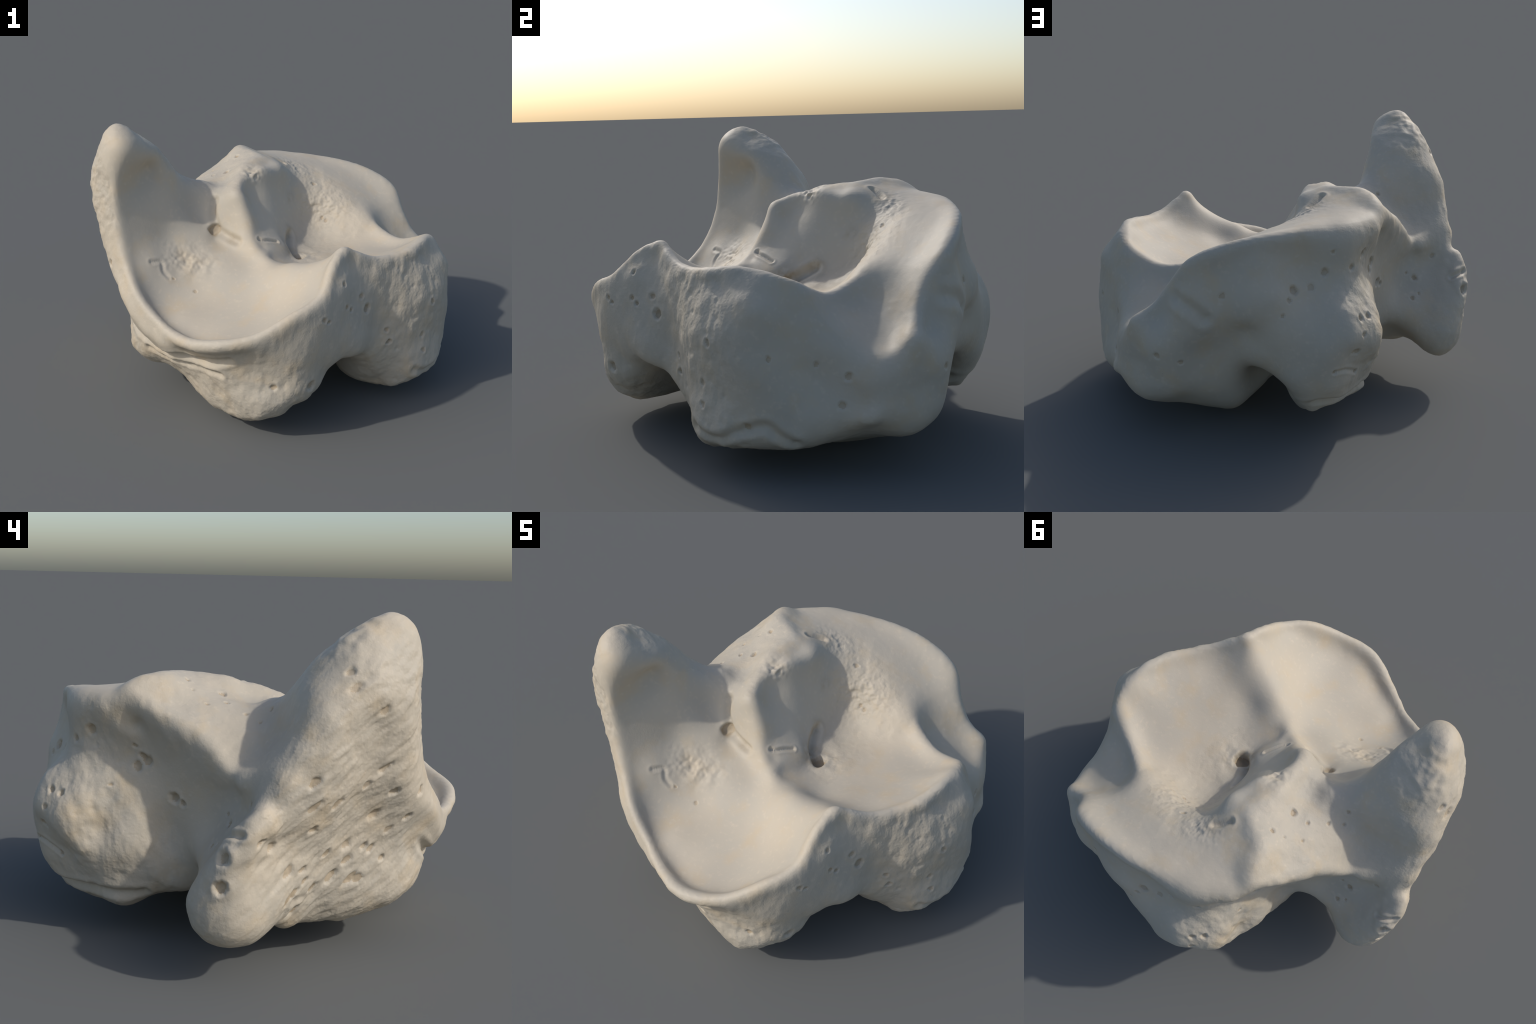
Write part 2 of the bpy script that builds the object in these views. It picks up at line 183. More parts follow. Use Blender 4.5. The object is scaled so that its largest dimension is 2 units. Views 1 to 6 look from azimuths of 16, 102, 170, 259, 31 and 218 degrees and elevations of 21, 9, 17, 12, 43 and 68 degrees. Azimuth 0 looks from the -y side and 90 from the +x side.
sheet((-0.041, 0.86, 0.164, 0.2, 0.7, -0.7), (-0.039, 0.808, 0.156, 0.3, 0.1, -0.9), (-0.019, 0.793, 0.038, 0.1, 0.9, -0.5),
      (0.691, 0.774, 0.238, 0.2, 0.8, -0.6), (0.737, 0.575, 0.154, 0.3, 0.1, -0.9), (0.658, 0.52, 0.118, 0.3, 0.1, -0.9), (0.638, 0.469, 0.106, 0.3, 0, -0.9),
      (0.618, 0.369, 0.087, 0.3, 0.3, -0.9), (0.792, 0.347, 0.137, 0.3, 0.3, -0.9), (0.83, 0.306, 0.137, 0.3, 0.3, -0.9), (0.887, 0.223, 0.134, 0.3, 0.2, -0.9),
      (0.91, 0.133, 0.134, 0.4, 0, -0.9), (0.889, 0.08, 0.125, 0.4, 0, -0.9), (0.891, -0.016, 0.124, 0.4, -0, -0.9), (0.856, -0.074, 0.112, 0.4, -0.1, -0.9),
      (0.846, -0.125, 0.113, 0.4, -0.1, -0.9), (0.807, -0.253, 0.155, 0.4, -0.9, -0.2), (0.733, -0.289, 0.227, 0.4, -0.9, -0.3), (0.694, -0.325, 0.257, 0.4, -0.8, -0.4),
      (0.015, -0.573, 0.084, 0.4, -0.8, -0.4), (0.068, -0.614, 0.08, 0.2, 0.3, -0.9), (0.101, -0.661, 0.073, 0.2, 0.3, -0.9), (0.146, -0.704, 0.075, 0.3, 0.1, -1),
      (0.179, -0.751, 0.083, 0.3, -0, -0.9), (0.287, -0.853, 0.194, 0.5, -0.6, -0.6), (0.338, -0.858, 0.282, 0.4, -0.9, -0.1), (0.343, -0.854, 0.346, 0.4, -0.9, -0),
      (0.357, -0.855, 0.411, 0.4, -0.9, -0.1), (0.362, -0.863, 0.472, 0.4, -0.9, -0.1), (0.335, -0.881, 0.526, 0.4, -0.9, -0.1), (0.237, -0.938, 0.563, 0.4, -0.9, -0.2),
      (0.936, 0.021, 0.788, 0.8, -0.2, 0.6), (0.979, 0.14, 0.224, 1, 0.1, -0.1), (0.964, 0.181, 0.179, 0.9, 0.2, -0.4), (0.925, 0.517, 0.275, 0.7, 0.3, -0.6),
      (0.881, 0.538, 0.249, 0.7, 0.3, -0.6), (0.854, 0.584, 0.222, 0.8, 0.2, -0.5), (0.82, 0.625, 0.195, 0.7, 0.3, -0.6), (0.174, 0.855, 0.36, 0.7, 0.2, -0.7))
sheet((0.134, 0.858, 0.323, 0.7, 0.2, -0.7), (0.061, 0.678, 0.194, 0.9, 0, -0.4), (0.023, 0.713, 0.125, 0.6, 0.3, -0.8), (-0.025, 0.731, 0.109, 0.2, 0.4, -0.9),
      (-0.111, 0.819, 0.17, -0.3, 0.5, -0.8), (-0.163, 0.803, 0.184, -0.5, 0.5, -0.7), (-0.211, 0.78, 0.208, -0.6, 0.5, -0.7), (-0.258, 0.758, 0.232, -0.6, 0.5, -0.6),
      (-0.297, 0.741, 0.267, -0.7, 0.4, -0.5), (-0.333, 0.723, 0.305, -0.8, 0.4, -0.4), (-0.358, 0.713, 0.353, -0.9, 0.4, -0.3), (-0.391, 0.66, 0.384, -0.9, 0.4, -0.2),
      (-0.59, 0.03, 0.178, -0.9, 0.3, -0.2), (-0.703, 0.066, 0.21, 0.5, 0.2, -0.8), (-0.706, 0.229, 0.244, 0.6, 0.1, -0.8), (-0.747, 0.266, 0.216, 0.6, 0.1, -0.8),
      (-0.794, 0.294, 0.189, 0.4, 0.2, -0.9), (-0.85, 0.313, 0.182, -0.1, 0.4, -0.9), (-0.898, 0.323, 0.217, -0.6, 0.5, -0.6), (-0.937, 0.318, 0.264, -0.8, 0.5, -0.4),
      (-0.963, 0.299, 0.383, -0.9, 0.4, -0), (-0.974, 0.279, 0.44, -0.9, 0.4, -0), (-0.984, 0.261, 0.498, -0.9, 0.4, -0), (-0.993, 0.24, 0.555, -0.9, 0.3, 0.1),
      (-0.996, 0.204, 0.608, -0.9, 0.3, 0.2), (-0.99, 0.168, 0.66, -0.9, 0.3, 0.3), (-0.981, 0.129, 0.71, -0.8, 0.1, 0.6), (-0.944, 0.093, 0.741, -0.8, 0.2, 0.5),
      (-0.95, 0.052, 0.793, -0.9, 0.3, 0.2), (-0.945, 0.023, 0.85, -0.9, 0.3, 0.2), (-0.94, -0.009, 0.906, -0.9, 0.3, 0.2), (-0.941, -0.048, 0.961, -0.9, 0.3, 0.2),
      (-0.938, -0.076, 1.019, -0.9, 0.3, 0.2), (-0.932, -0.104, 1.077, -0.9, 0.3, 0.3), (-0.912, -0.14, 1.128, -0.9, 0.2, 0.5), (-0.904, -0.203, 1.176, -0.9, 0.2, 0.4),
      (-0.89, -0.25, 1.228, -0.9, 0.2, 0.5), (-0.858, -0.26, 1.284, -0.8, 0.2, 0.5), (-0.829, -0.279, 1.338, -0.8, 0.2, 0.6), (-0.793, -0.32, 1.38, -0.7, 0.1, 0.7))
sheet((-0.651, -0.431, 1.401, 0.5, -0.3, 0.8), (-0.481, -0.197, 1.084, 0.9, -0.3, 0.3), (0.413, -0.479, 0.863, -0.7, -0.1, 0.7), (0.166, 0.932, 0.71, 0, 1, 0.2),
      (0.111, 0.937, 0.669, 0, 1, 0.3), (-0.038, 0.952, 0.655, 0.1, 0.9, 0.5), (-0.071, 0.974, 0.372, -0.1, 1, -0.2), (-0.105, 0.938, 0.287, -0.2, 0.8, -0.6),
      (-0.131, 0.868, 0.222, -0.2, 0.7, -0.7), (-0.147, 0.649, 0.132, -0.3, 0.1, -0.9), (-0.193, 0.601, 0.144, -0.3, 0, -0.9),
      (-0.221, 0.553, 0.153, -0.3, -0, -0.9), (-0.26, 0.507, 0.168, -0.3, -0.1, -0.9), (-0.284, 0.463, 0.189, -0.3, -0.2, -0.9), (-0.353, 0.422, 0.223, -0.3, -0.1, -0.9),
      (-0.38, 0.376, 0.228, -0.3, 0.1, -0.9), (-0.835, 0.384, 0.255, -0, 0.9, -0.3), (-0.878, 0.242, 0.175, -0.4, -0, -0.9), (-0.882, 0.154, 0.191, -0.4, -0.3, -0.8),
      (-0.835, 0.075, 0.226, -0.4, -0.7, -0.6), (-0.697, 0.009, 0.168, -0.4, -0.1, -0.9), (-0.668, -0.069, 0.172, -0.4, -0.3, -0.9), (-0.612, -0.119, 0.158, -0.4, 0, -0.9),
      (-0.588, -0.174, 0.148, -0.4, 0, -0.9), (-0.576, -0.227, 0.142, -0.4, 0, -0.9), (-0.568, -0.278, 0.138, -0.4, -0.1, -0.9), (-0.56, -0.329, 0.144, -0.4, -0.2, -0.9),
      (-0.551, -0.425, 0.169, -0.4, -0.2, -0.9), (-0.533, -0.6, 0.257, -0.5, -0.6, -0.6), (-0.505, -0.654, 0.334, -0.4, -0.9, -0.2), (-0.312, -0.825, 0.431, -0.5, -0.8, -0.3),
      (-0.284, -0.848, 0.476, -0.4, -0.9, -0.2), (-0.726, -0.505, 1.331, -0.3, -0.9, 0.3), (-0.716, -0.222, 1.359, 0.2, 0.6, 0.8), (-0.664, -0.172, 1.301, 0.2, 0.5, 0.8),
      (-0.64, -0.11, 1.246, 0.2, 0.7, 0.6), (-0.609, -0.065, 1.173, 0.3, 0.7, 0.6), (-0.571, -0.045, 1.135, 0.2, 0.7, 0.7), (-0.216, 0.63, 1.099, 0.1, 0.1, 1))
sheet((-0.104, 0.677, 1.083, 0.1, 0, 1), (-0.078, 0.728, 1.078, 0.1, 0, 1), (-0.063, -0.81, 0.246, -0, -0.9, -0.5), (-0.379, -0.79, 0.458, -0.5, -0.8, -0.2),
      (-0.443, -0.754, 0.457, -0.5, -0.8, -0.2), (-0.484, -0.732, 0.488, -0.5, -0.8, -0.2), (-0.52, -0.723, 0.531, -0.6, -0.8, -0.2), (-0.545, -0.707, 0.58, -0.6, -0.8, -0.1),
      (-0.581, -0.682, 0.614, -0.6, -0.8, -0.1), (-0.625, -0.645, 0.636, -0.7, -0.7, -0.1), (-0.841, -0.457, 1.144, -0.8, -0.6, 0.1), (-0.814, -0.469, 1.229, -0.8, -0.6, 0.2),
      (-0.8, -0.463, 1.295, -0.8, -0.5, 0.2), (0.849, 0.666, 0.53, 0.9, 0.4, 0.2), (0.868, 0.634, 0.477, 0.9, 0.3, 0.1), (0.885, 0.589, 0.434, 1, 0.2, 0),
      (0.901, 0.517, 0.414, 1, 0.2, -0.1), (0.896, 0.493, 0.349, 1, 0.1, -0.2), (0.973, 0.103, 0.599, 0.9, 0.3, 0.1), (0.981, 0.111, 0.515, 0.9, 0.3, 0.1),
      (0.975, 0.174, 0.368, 1, 0.3, 0.1), (0.977, 0.174, 0.284, 1, 0.2, 0), (0.982, 0.082, 0.212, 1, 0, -0.2), (0.731, -0.246, 0.113, -0.2, -0.8, -0.6),
      (0.681, -0.247, 0.138, -0, -0.8, -0.6), (0.633, -0.279, 0.157, 0, -0.8, -0.6), (0.587, -0.303, 0.201, -0.1, -0.8, -0.6), (0.615, -0.493, 0.388, 0.7, -0.4, -0.5),
      (0.592, -0.555, 0.404, 0.6, -0.5, -0.6), (0.555, -0.599, 0.416, 0.6, -0.6, -0.6), (0.349, -0.822, 0.228, 0.6, -0.6, -0.6), (0.245, -0.853, 0.158, 0.3, -0.7, -0.6),
      (0.187, -0.862, 0.145, 0.1, -0.9, -0.5), (0.133, -0.858, 0.153, -0.3, -0.9, -0.4), (0.079, -0.84, 0.166, -0.4, -0.9, -0.3), (0.032, -0.83, 0.192, -0.4, -0.9, -0.3),
      (-0.015, -0.821, 0.22, -0.4, -0.9, -0.3), (0.927, 0.169, 0.71, 0.8, 0.5, 0.2), (0.889, 0.228, 0.717, 0.8, 0.5, 0.3), (0.886, 0.27, 0.649, 0.8, 0.5, 0.3))
sheet((0.877, 0.318, 0.6, 0.9, 0.4, 0.3), (0.879, 0.369, 0.546, 0.9, 0.3, 0.3), (0.883, 0.423, 0.499, 0.9, 0.2, 0.4), (0.899, 0.477, 0.444, 0.9, 0, 0.4),
      (0.887, 0.546, 0.476, 0.9, 0, 0.4), (0.796, 0.732, 0.55, 0.7, 0.7, 0.2), (0.077, 0.965, 0.54, 0.3, 1, -0), (0.031, 0.976, 0.491, 0.2, 1, -0),
      (-0.156, 0.986, 0.551, -0.3, 0.9, -0.1), (-0.209, 0.964, 0.551, -0.5, 0.9, -0.2), (-0.255, 0.931, 0.54, -0.5, 0.8, -0.2), (-0.302, 0.901, 0.531, -0.6, 0.8, -0.2),
      (-0.34, 0.86, 0.516, -0.8, 0.5, -0.2), (-0.347, 0.798, 0.418, -0.9, 0.3, -0.2), (-0.403, 0.564, 0.36, -0.9, 0.3, -0.2), (-0.406, 0.524, 0.324, -0.9, 0.3, -0.2),
      (-0.425, 0.466, 0.319, -1, 0.2, -0.2), (-0.438, 0.407, 0.327, -1, 0.2, -0.2), (-0.454, 0.354, 0.355, -0.9, 0.4, -0.2), (-0.706, 0.36, 0.338, 0.4, 0.9, -0.1),
      (-0.968, 0.101, 0.657, -0.9, -0.3, 0.1), (-0.948, 0.059, 0.695, -1, -0.3, 0), (-0.945, -0.021, 0.823, -1, -0, -0), (-0.946, -0.059, 0.888, -1, -0, -0),
      (-0.948, -0.099, 0.943, -1, -0.1, -0), (-0.941, -0.137, 0.997, -1, -0.2, 0), (-0.933, -0.173, 1.055, -1, -0.2, 0), (-0.926, -0.215, 1.094, -1, -0.1, 0),
      (-0.919, -0.259, 1.127, -1, -0.1, 0), (-0.912, -0.305, 1.154, -1, -0.2, 0), (-0.605, -0.45, 1.344, 0.8, -0.5, 0.3))


# ------------------------------------------------------------------ field
def unit(v):
    v = np.asarray(v, float)
    return v / np.maximum(np.linalg.norm(v, axis=-1, keepdims=True), 1e-9)


def spline(points, step):
    """Catmull-Rom curve sampled about every `step`; returns points and fractional control index"""
    c = np.asarray(points, float)
    e = np.vstack([2 * c[0] - c[1], c, 2 * c[-1] - c[-2]])
    out, idx = [], []
    for i in range(len(c) - 1):
        a, b, d, f = e[i:i + 4]
        n = max(1, int(round(np.linalg.norm(d - b) / step)))
        for t in np.arange(n) / n:
            out.append(.5 * (2 * b + (d - a) * t + (2 * a - 5 * b + 4 * d - f) * t * t + (3 * b - a - 3 * d + f) * t ** 3))
            idx.append(i + t)
    out.append(c[-1]); idx.append(len(c) - 1)
    return np.array(out), np.array(idx)


def gather():
    """on-surface points, outward directions and kinds (0 measured, 1 ridge, 2 flank, 3 loose)"""
    on, nrm, kind = [], [], []
    for pts, fa, fb, reach in RIDGES:
        p, idx = spline(pts, .04)
        def along(f):
            k = [i for i, _ in f]; v = unit([d for _, d in f])
            return unit(np.stack([np.interp(idx, k, v[:, j]) for j in range(3)], 1))
        a, b = along(fa), along(fb)
        t = unit(np.gradient(p, axis=0))
        a = unit(a - t * (a * t).sum(1, keepdims=True)); b = unit(b - t * (b * t).sum(1, keepdims=True))
        n = unit(-(a + b))
        on += list(p); nrm += list(n); kind += [1] * len(p)
        for d in (a, b):
            inner = (idx > .6) & (idx < len(pts) - 1.6)
            on += list((p + reach * d)[inner]); nrm += list(unit(n - d * (n * d).sum(1, keepdims=True))[inner]); kind += [2] * inner.sum()
    for rows, k in ((SHEETS, 0), (LOOSE, 3)):
        for r in rows:
            on.append(r[:3]); nrm.append(unit(r[3:])); kind.append(k)
    on, nrm, kind = np.array(on, float), np.array(nrm, float), np.array(kind)
    keep, gap = [], {1: .012, 0: .012, 2: .028, 3: .06}
    for k in (1, 0, 2, 3):
        for i in np.where(kind == k)[0]:
            if not keep or np.linalg.norm(on[keep] - on[i], axis=1).min() > gap[k]:
                keep.append(i)
    return on[keep], nrm[keep], kind[keep]


class Field:
    def __init__(self):
        on, nrm, isr = gather()
        core = isr != 2
        self.solve(on[core], nrm[core], isr[core])
        # facing directions relax towards the first solution; flanks that disagree with it are dropped
        g = self.grad(on)
        size = np.linalg.norm(g, axis=1, keepdims=True)
        g = g / np.maximum(size, 1e-9)
        mix = np.array([.7, .35, .5, .8])[isr][:, None]
        ok = (g * nrm).sum(1, keepdims=True) > .2
        nrm = np.where(ok, unit(nrm * (1 - mix) + g * mix), nrm)
        keep = core | (np.abs(self(on)) / np.maximum(size[:, 0], .4) < .06)
        on, nrm, isr = on[keep], nrm[keep], isr[keep]
        self.solve(on, nrm, isr)
        self.on, self.nrm = on, nrm

    def solve(self, on, nrm, isr):
        h = np.array([.03, .015, .02, .03])[isr][:, None]
        off = isr != 2
        C = np.vstack([on, (on + h * nrm)[off], (on - h * nrm)[off]])
        v = np.concatenate([np.zeros(len(on)), h[off, 0], -h[off, 0]])
        lam = np.concatenate([np.array([1e-5, 2e-6, 3e-5, 1e-4])[isr], np.full(2 * off.sum(), 2e-3)])
        crest = isr == 1
        C = np.vstack([C, (on + .055 * nrm)[crest]]); v = np.concatenate([v, np.full(crest.sum(), .045)]); lam = np.concatenate([lam, np.full(crest.sum(), 2e-4)])
        far = np.array([(x, y, z) for x in (-1.6, 0, 1.6) for y in (-1.6, 0, 1.6) for z in (-.8, .6, 2.2) if abs(x) + abs(y) + abs(z - .6) > 1])
        d = np.linalg.norm(far[:, None] - on, axis=2).min(1)
        C = np.vstack([C, far]); v = np.concatenate([v, d * .8]); lam = np.concatenate([lam, np.full(len(far), 2e-2)])
        n = len(C)
        r = np.sqrt(np.maximum(((C[:, None] - C) ** 2).sum(2), 0))
        A = np.zeros((n + 4, n + 4))
        A[:n, :n] = r ** 3 + np.diag(lam)
        P = np.hstack([np.ones((n, 1)), C])
        A[:n, n:] = P; A[n:, :n] = P.T
        w = np.linalg.solve(A, np.concatenate([v, np.zeros(4)]))
        self.C, self.w, self.p = C, w[:n], w[n:]

    def __call__(self, X):
        out = np.empty(len(X))
        C = self.C.astype(np.float32); cc = (C ** 2).sum(1)
        w = self.w
        for s in range(0, len(X), 20000):
            x = X[s:s + 20000]
            x32 = x.astype(np.float32)
            d2 = np.maximum((x32 ** 2).sum(1)[:, None] + cc - 2 * (x32 @ C.T), 0)
            out[s:s + 20000] = (d2 * np.sqrt(d2)).astype(np.float64) @ w + self.p[0] + x @ self.p[1:]
        return out

    def grad(self, X):
        g = np.empty((len(X), 3))
        for s in range(0, len(X), 4000):
            x = X[s:s + 4000]
            d = x[:, None] - self.C
            r = np.sqrt((d ** 2).sum(2))
            g[s:s + 4000] = 3 * np.einsum('ij,ijk->ik', r * self.w, d) + self.p[1:]
        return g


def upsample(F):
    """double a grid with the 4-point cubic midpoint rule"""
    for ax in range(3):
        F = np.moveaxis(F, ax, 0)
        E = np.concatenate([2 * F[:1] - F[1:2], F, 2 * F[-1:] - F[-2:-1]])
        mid = (9 * (F[:-1] + F[1:]) - (E[:-3] + E[3:])) / 16
        G = np.empty((2 * len(F) - 1,) + F.shape[1:])
        G[::2] = F; G[1::2] = mid
        F = np.moveaxis(G, 0, ax)
    return F


def surface_nets(F, lo, h):
    s = F < 0
    nx, ny, nz = F.shape
    idx = -np.ones((nx - 1, ny - 1, nz - 1), np.int64)
    corners = [(i, j, k) for i in (0, 1) for j in (0, 1) for k in (0, 1)]
    cnt = sum(s[i:nx - 1 + i, j:ny - 1 + j, k:nz - 1 + k].astype(np.int8) for i, j, k in corners)
    act = (cnt > 0) & (cnt < 8)
    cells = np.argwhere(act)
    idx[act] = np.arange(len(cells))
    acc = np.zeros((len(cells), 3)); num = np.zeros(len(cells))
    val = {c: F[cells[:, 0] + c[0], cells[:, 1] + c[1], cells[:, 2] + c[2]] for c in corners}
    for a in corners:
        for ax in range(3):
            if a[ax] == 0:
                b = tuple(1 if q == ax else a[q] for q in range(3))
                va, vb = val[a], val[b]
                m = (va < 0) != (vb < 0)
                t = np.where(m, va / np.where(m, va - vb, 1), 0)
                p = np.array(a, float)[None].repeat(len(cells), 0); p[:, ax] += t
                acc += p * m[:, None]; num += m
    V = (cells + acc / num[:, None]) * h + lo
    quads = []
    for ax in range(3):
        o1, o2 = [q for q in range(3) if q != ax]
        sl = [slice(1, -1)] * 3; sl[ax] = slice(0, F.shape[ax] - 1)
        sl2 = list(sl); sl2[ax] = slice(1, F.shape[ax])
        A, B = s[tuple(sl)], s[tuple(sl2)]
        e = np.argwhere(A != B)
        base = e + np.array([0 if q == ax else 1 for q in range(3)])
        ins = A[tuple(e.T)]
        def cell(d1, d2):
            c = base.copy(); c[:, o1] -= d1; c[:, o2] -= d2
            return idx[tuple(c.T)]
        q = np.stack([cell(1, 1), cell(0, 1), cell(0, 0), cell(1, 0)], 1)
        flip = ins if ax != 1 else ~ins
        q[~flip] = q[~flip][:, ::-1]
        quads.append(q)
    return V, np.vstack(quads)


def polygonise(field, h=.01):
    lo = np.array([-1.14, -1.14, -.10])
    n = np.array([58, 58, 42])
    H = h * 4
    ax = [lo[i] + H * np.arange(n[i]) for i in range(3)]
    G = np.stack(np.meshgrid(*ax, indexing='ij'), -1)
    F = field(G.reshape(-1, 3)).reshape(n)
    F2 = upsample(F)
    near = np.abs(F2) < 2.2 * H
    ax2 = [lo[i] + H / 2 * np.arange(F2.shape[i]) for i in range(3)]
    G2 = np.stack(np.meshgrid(*ax2, indexing='ij'), -1)
    F2[near] = field(G2[near])
    F4 = upsample(F2)
    V, Q = surface_nets(F4, lo, h)
    return V, Q


def largest_piece(V, Q):
    lab = np.arange(len(V))
    E = np.vstack([Q[:, [0, 1]], Q[:, [1, 2]], Q[:, [2, 3]], Q[:, [3, 0]]])
    while True:
        m = np.minimum(lab[E[:, 0]], lab[E[:, 1]])
        new = lab.copy()
        np.minimum.at(new, E[:, 0], m); np.minimum.at(new, E[:, 1], m)
        new = new[new]
        if (new == lab).all():
            break
        lab = new
    u, c = np.unique(lab, return_counts=True)
    keep = lab == u[c.argmax()]
    print('pieces', sorted(c)[-5:])
    re = np.cumsum(keep) - 1
    return V[keep], re[Q[keep[Q].all(1)]]



# ------------------------------------------------------------------ surface relief
class Lattice:
    """vectorised gradient noise, about -1..1"""
    def __init__(self, seed):
        rng = np.random.default_rng(seed)
        self.g = unit(rng.normal(size=(512, 3))).astype(np.float32)
        self.seed = seed

    def hash(self, i):
        h = (i[:, 0] * 73856093) ^ (i[:, 1] * 19349663) ^ (i[:, 2] * 83492791) ^ (self.seed * 2654435)
        h = (h ^ (h >> 13)) * 1274126177
        return (h ^ (h >> 16)) & 511

    def __call__(self, P):
        i0 = np.floor(P).astype(np.int64)
        f = (P - i0).astype(np.float32)
        u = f * f * f * (f * (f * 6 - 15) + 10)
        out = np.zeros(len(P), np.float32)
        for c in range(8):
            o = np.array([c & 1, (c >> 1) & 1, c >> 2])
            w = np.prod(np.where(o, u, 1 - u), axis=1)
            out += w * ((f - o) * self.g[self.hash(i0 + o)]).sum(1)
        return out * 1.6


def stretch(P, axis, k):
    """compress the coordinate along an axis so that noise becomes long streaks"""
    a = unit(np.array(axis, float))
    return P - (1 - k) * (P @ a)[:, None] * a


def pores(P, cell, share, seed):
    """scattered round pits: 1 in a pit's middle, 0 outside"""
    rng = np.random.default_rng(seed)
    table = rng.random((4096, 5))
    q = P / cell
    i0 = np.floor(q).astype(np.int64)
    out = np.zeros(len(P))
    for dx in (-1, 0, 1):
        for dy in (-1, 0, 1):
            for dz in (-1, 0, 1):
                c = i0 + (dx, dy, dz)
                h = ((c[:, 0] * 73856093) ^ (c[:, 1] * 19349663) ^ (c[:, 2] * 83492791)) & 0x7fffffff
                h = ((h ^ (h >> 11)) * 40503) % 4096
                t = table[h]
                d2 = ((q - c - t[:, :3]) ** 2).sum(1)
                r = .18 + .22 * t[:, 4]
                out = np.maximum(out, np.where(t[:, 3] < share, np.exp(-d2 / r ** 2), 0))
    return out


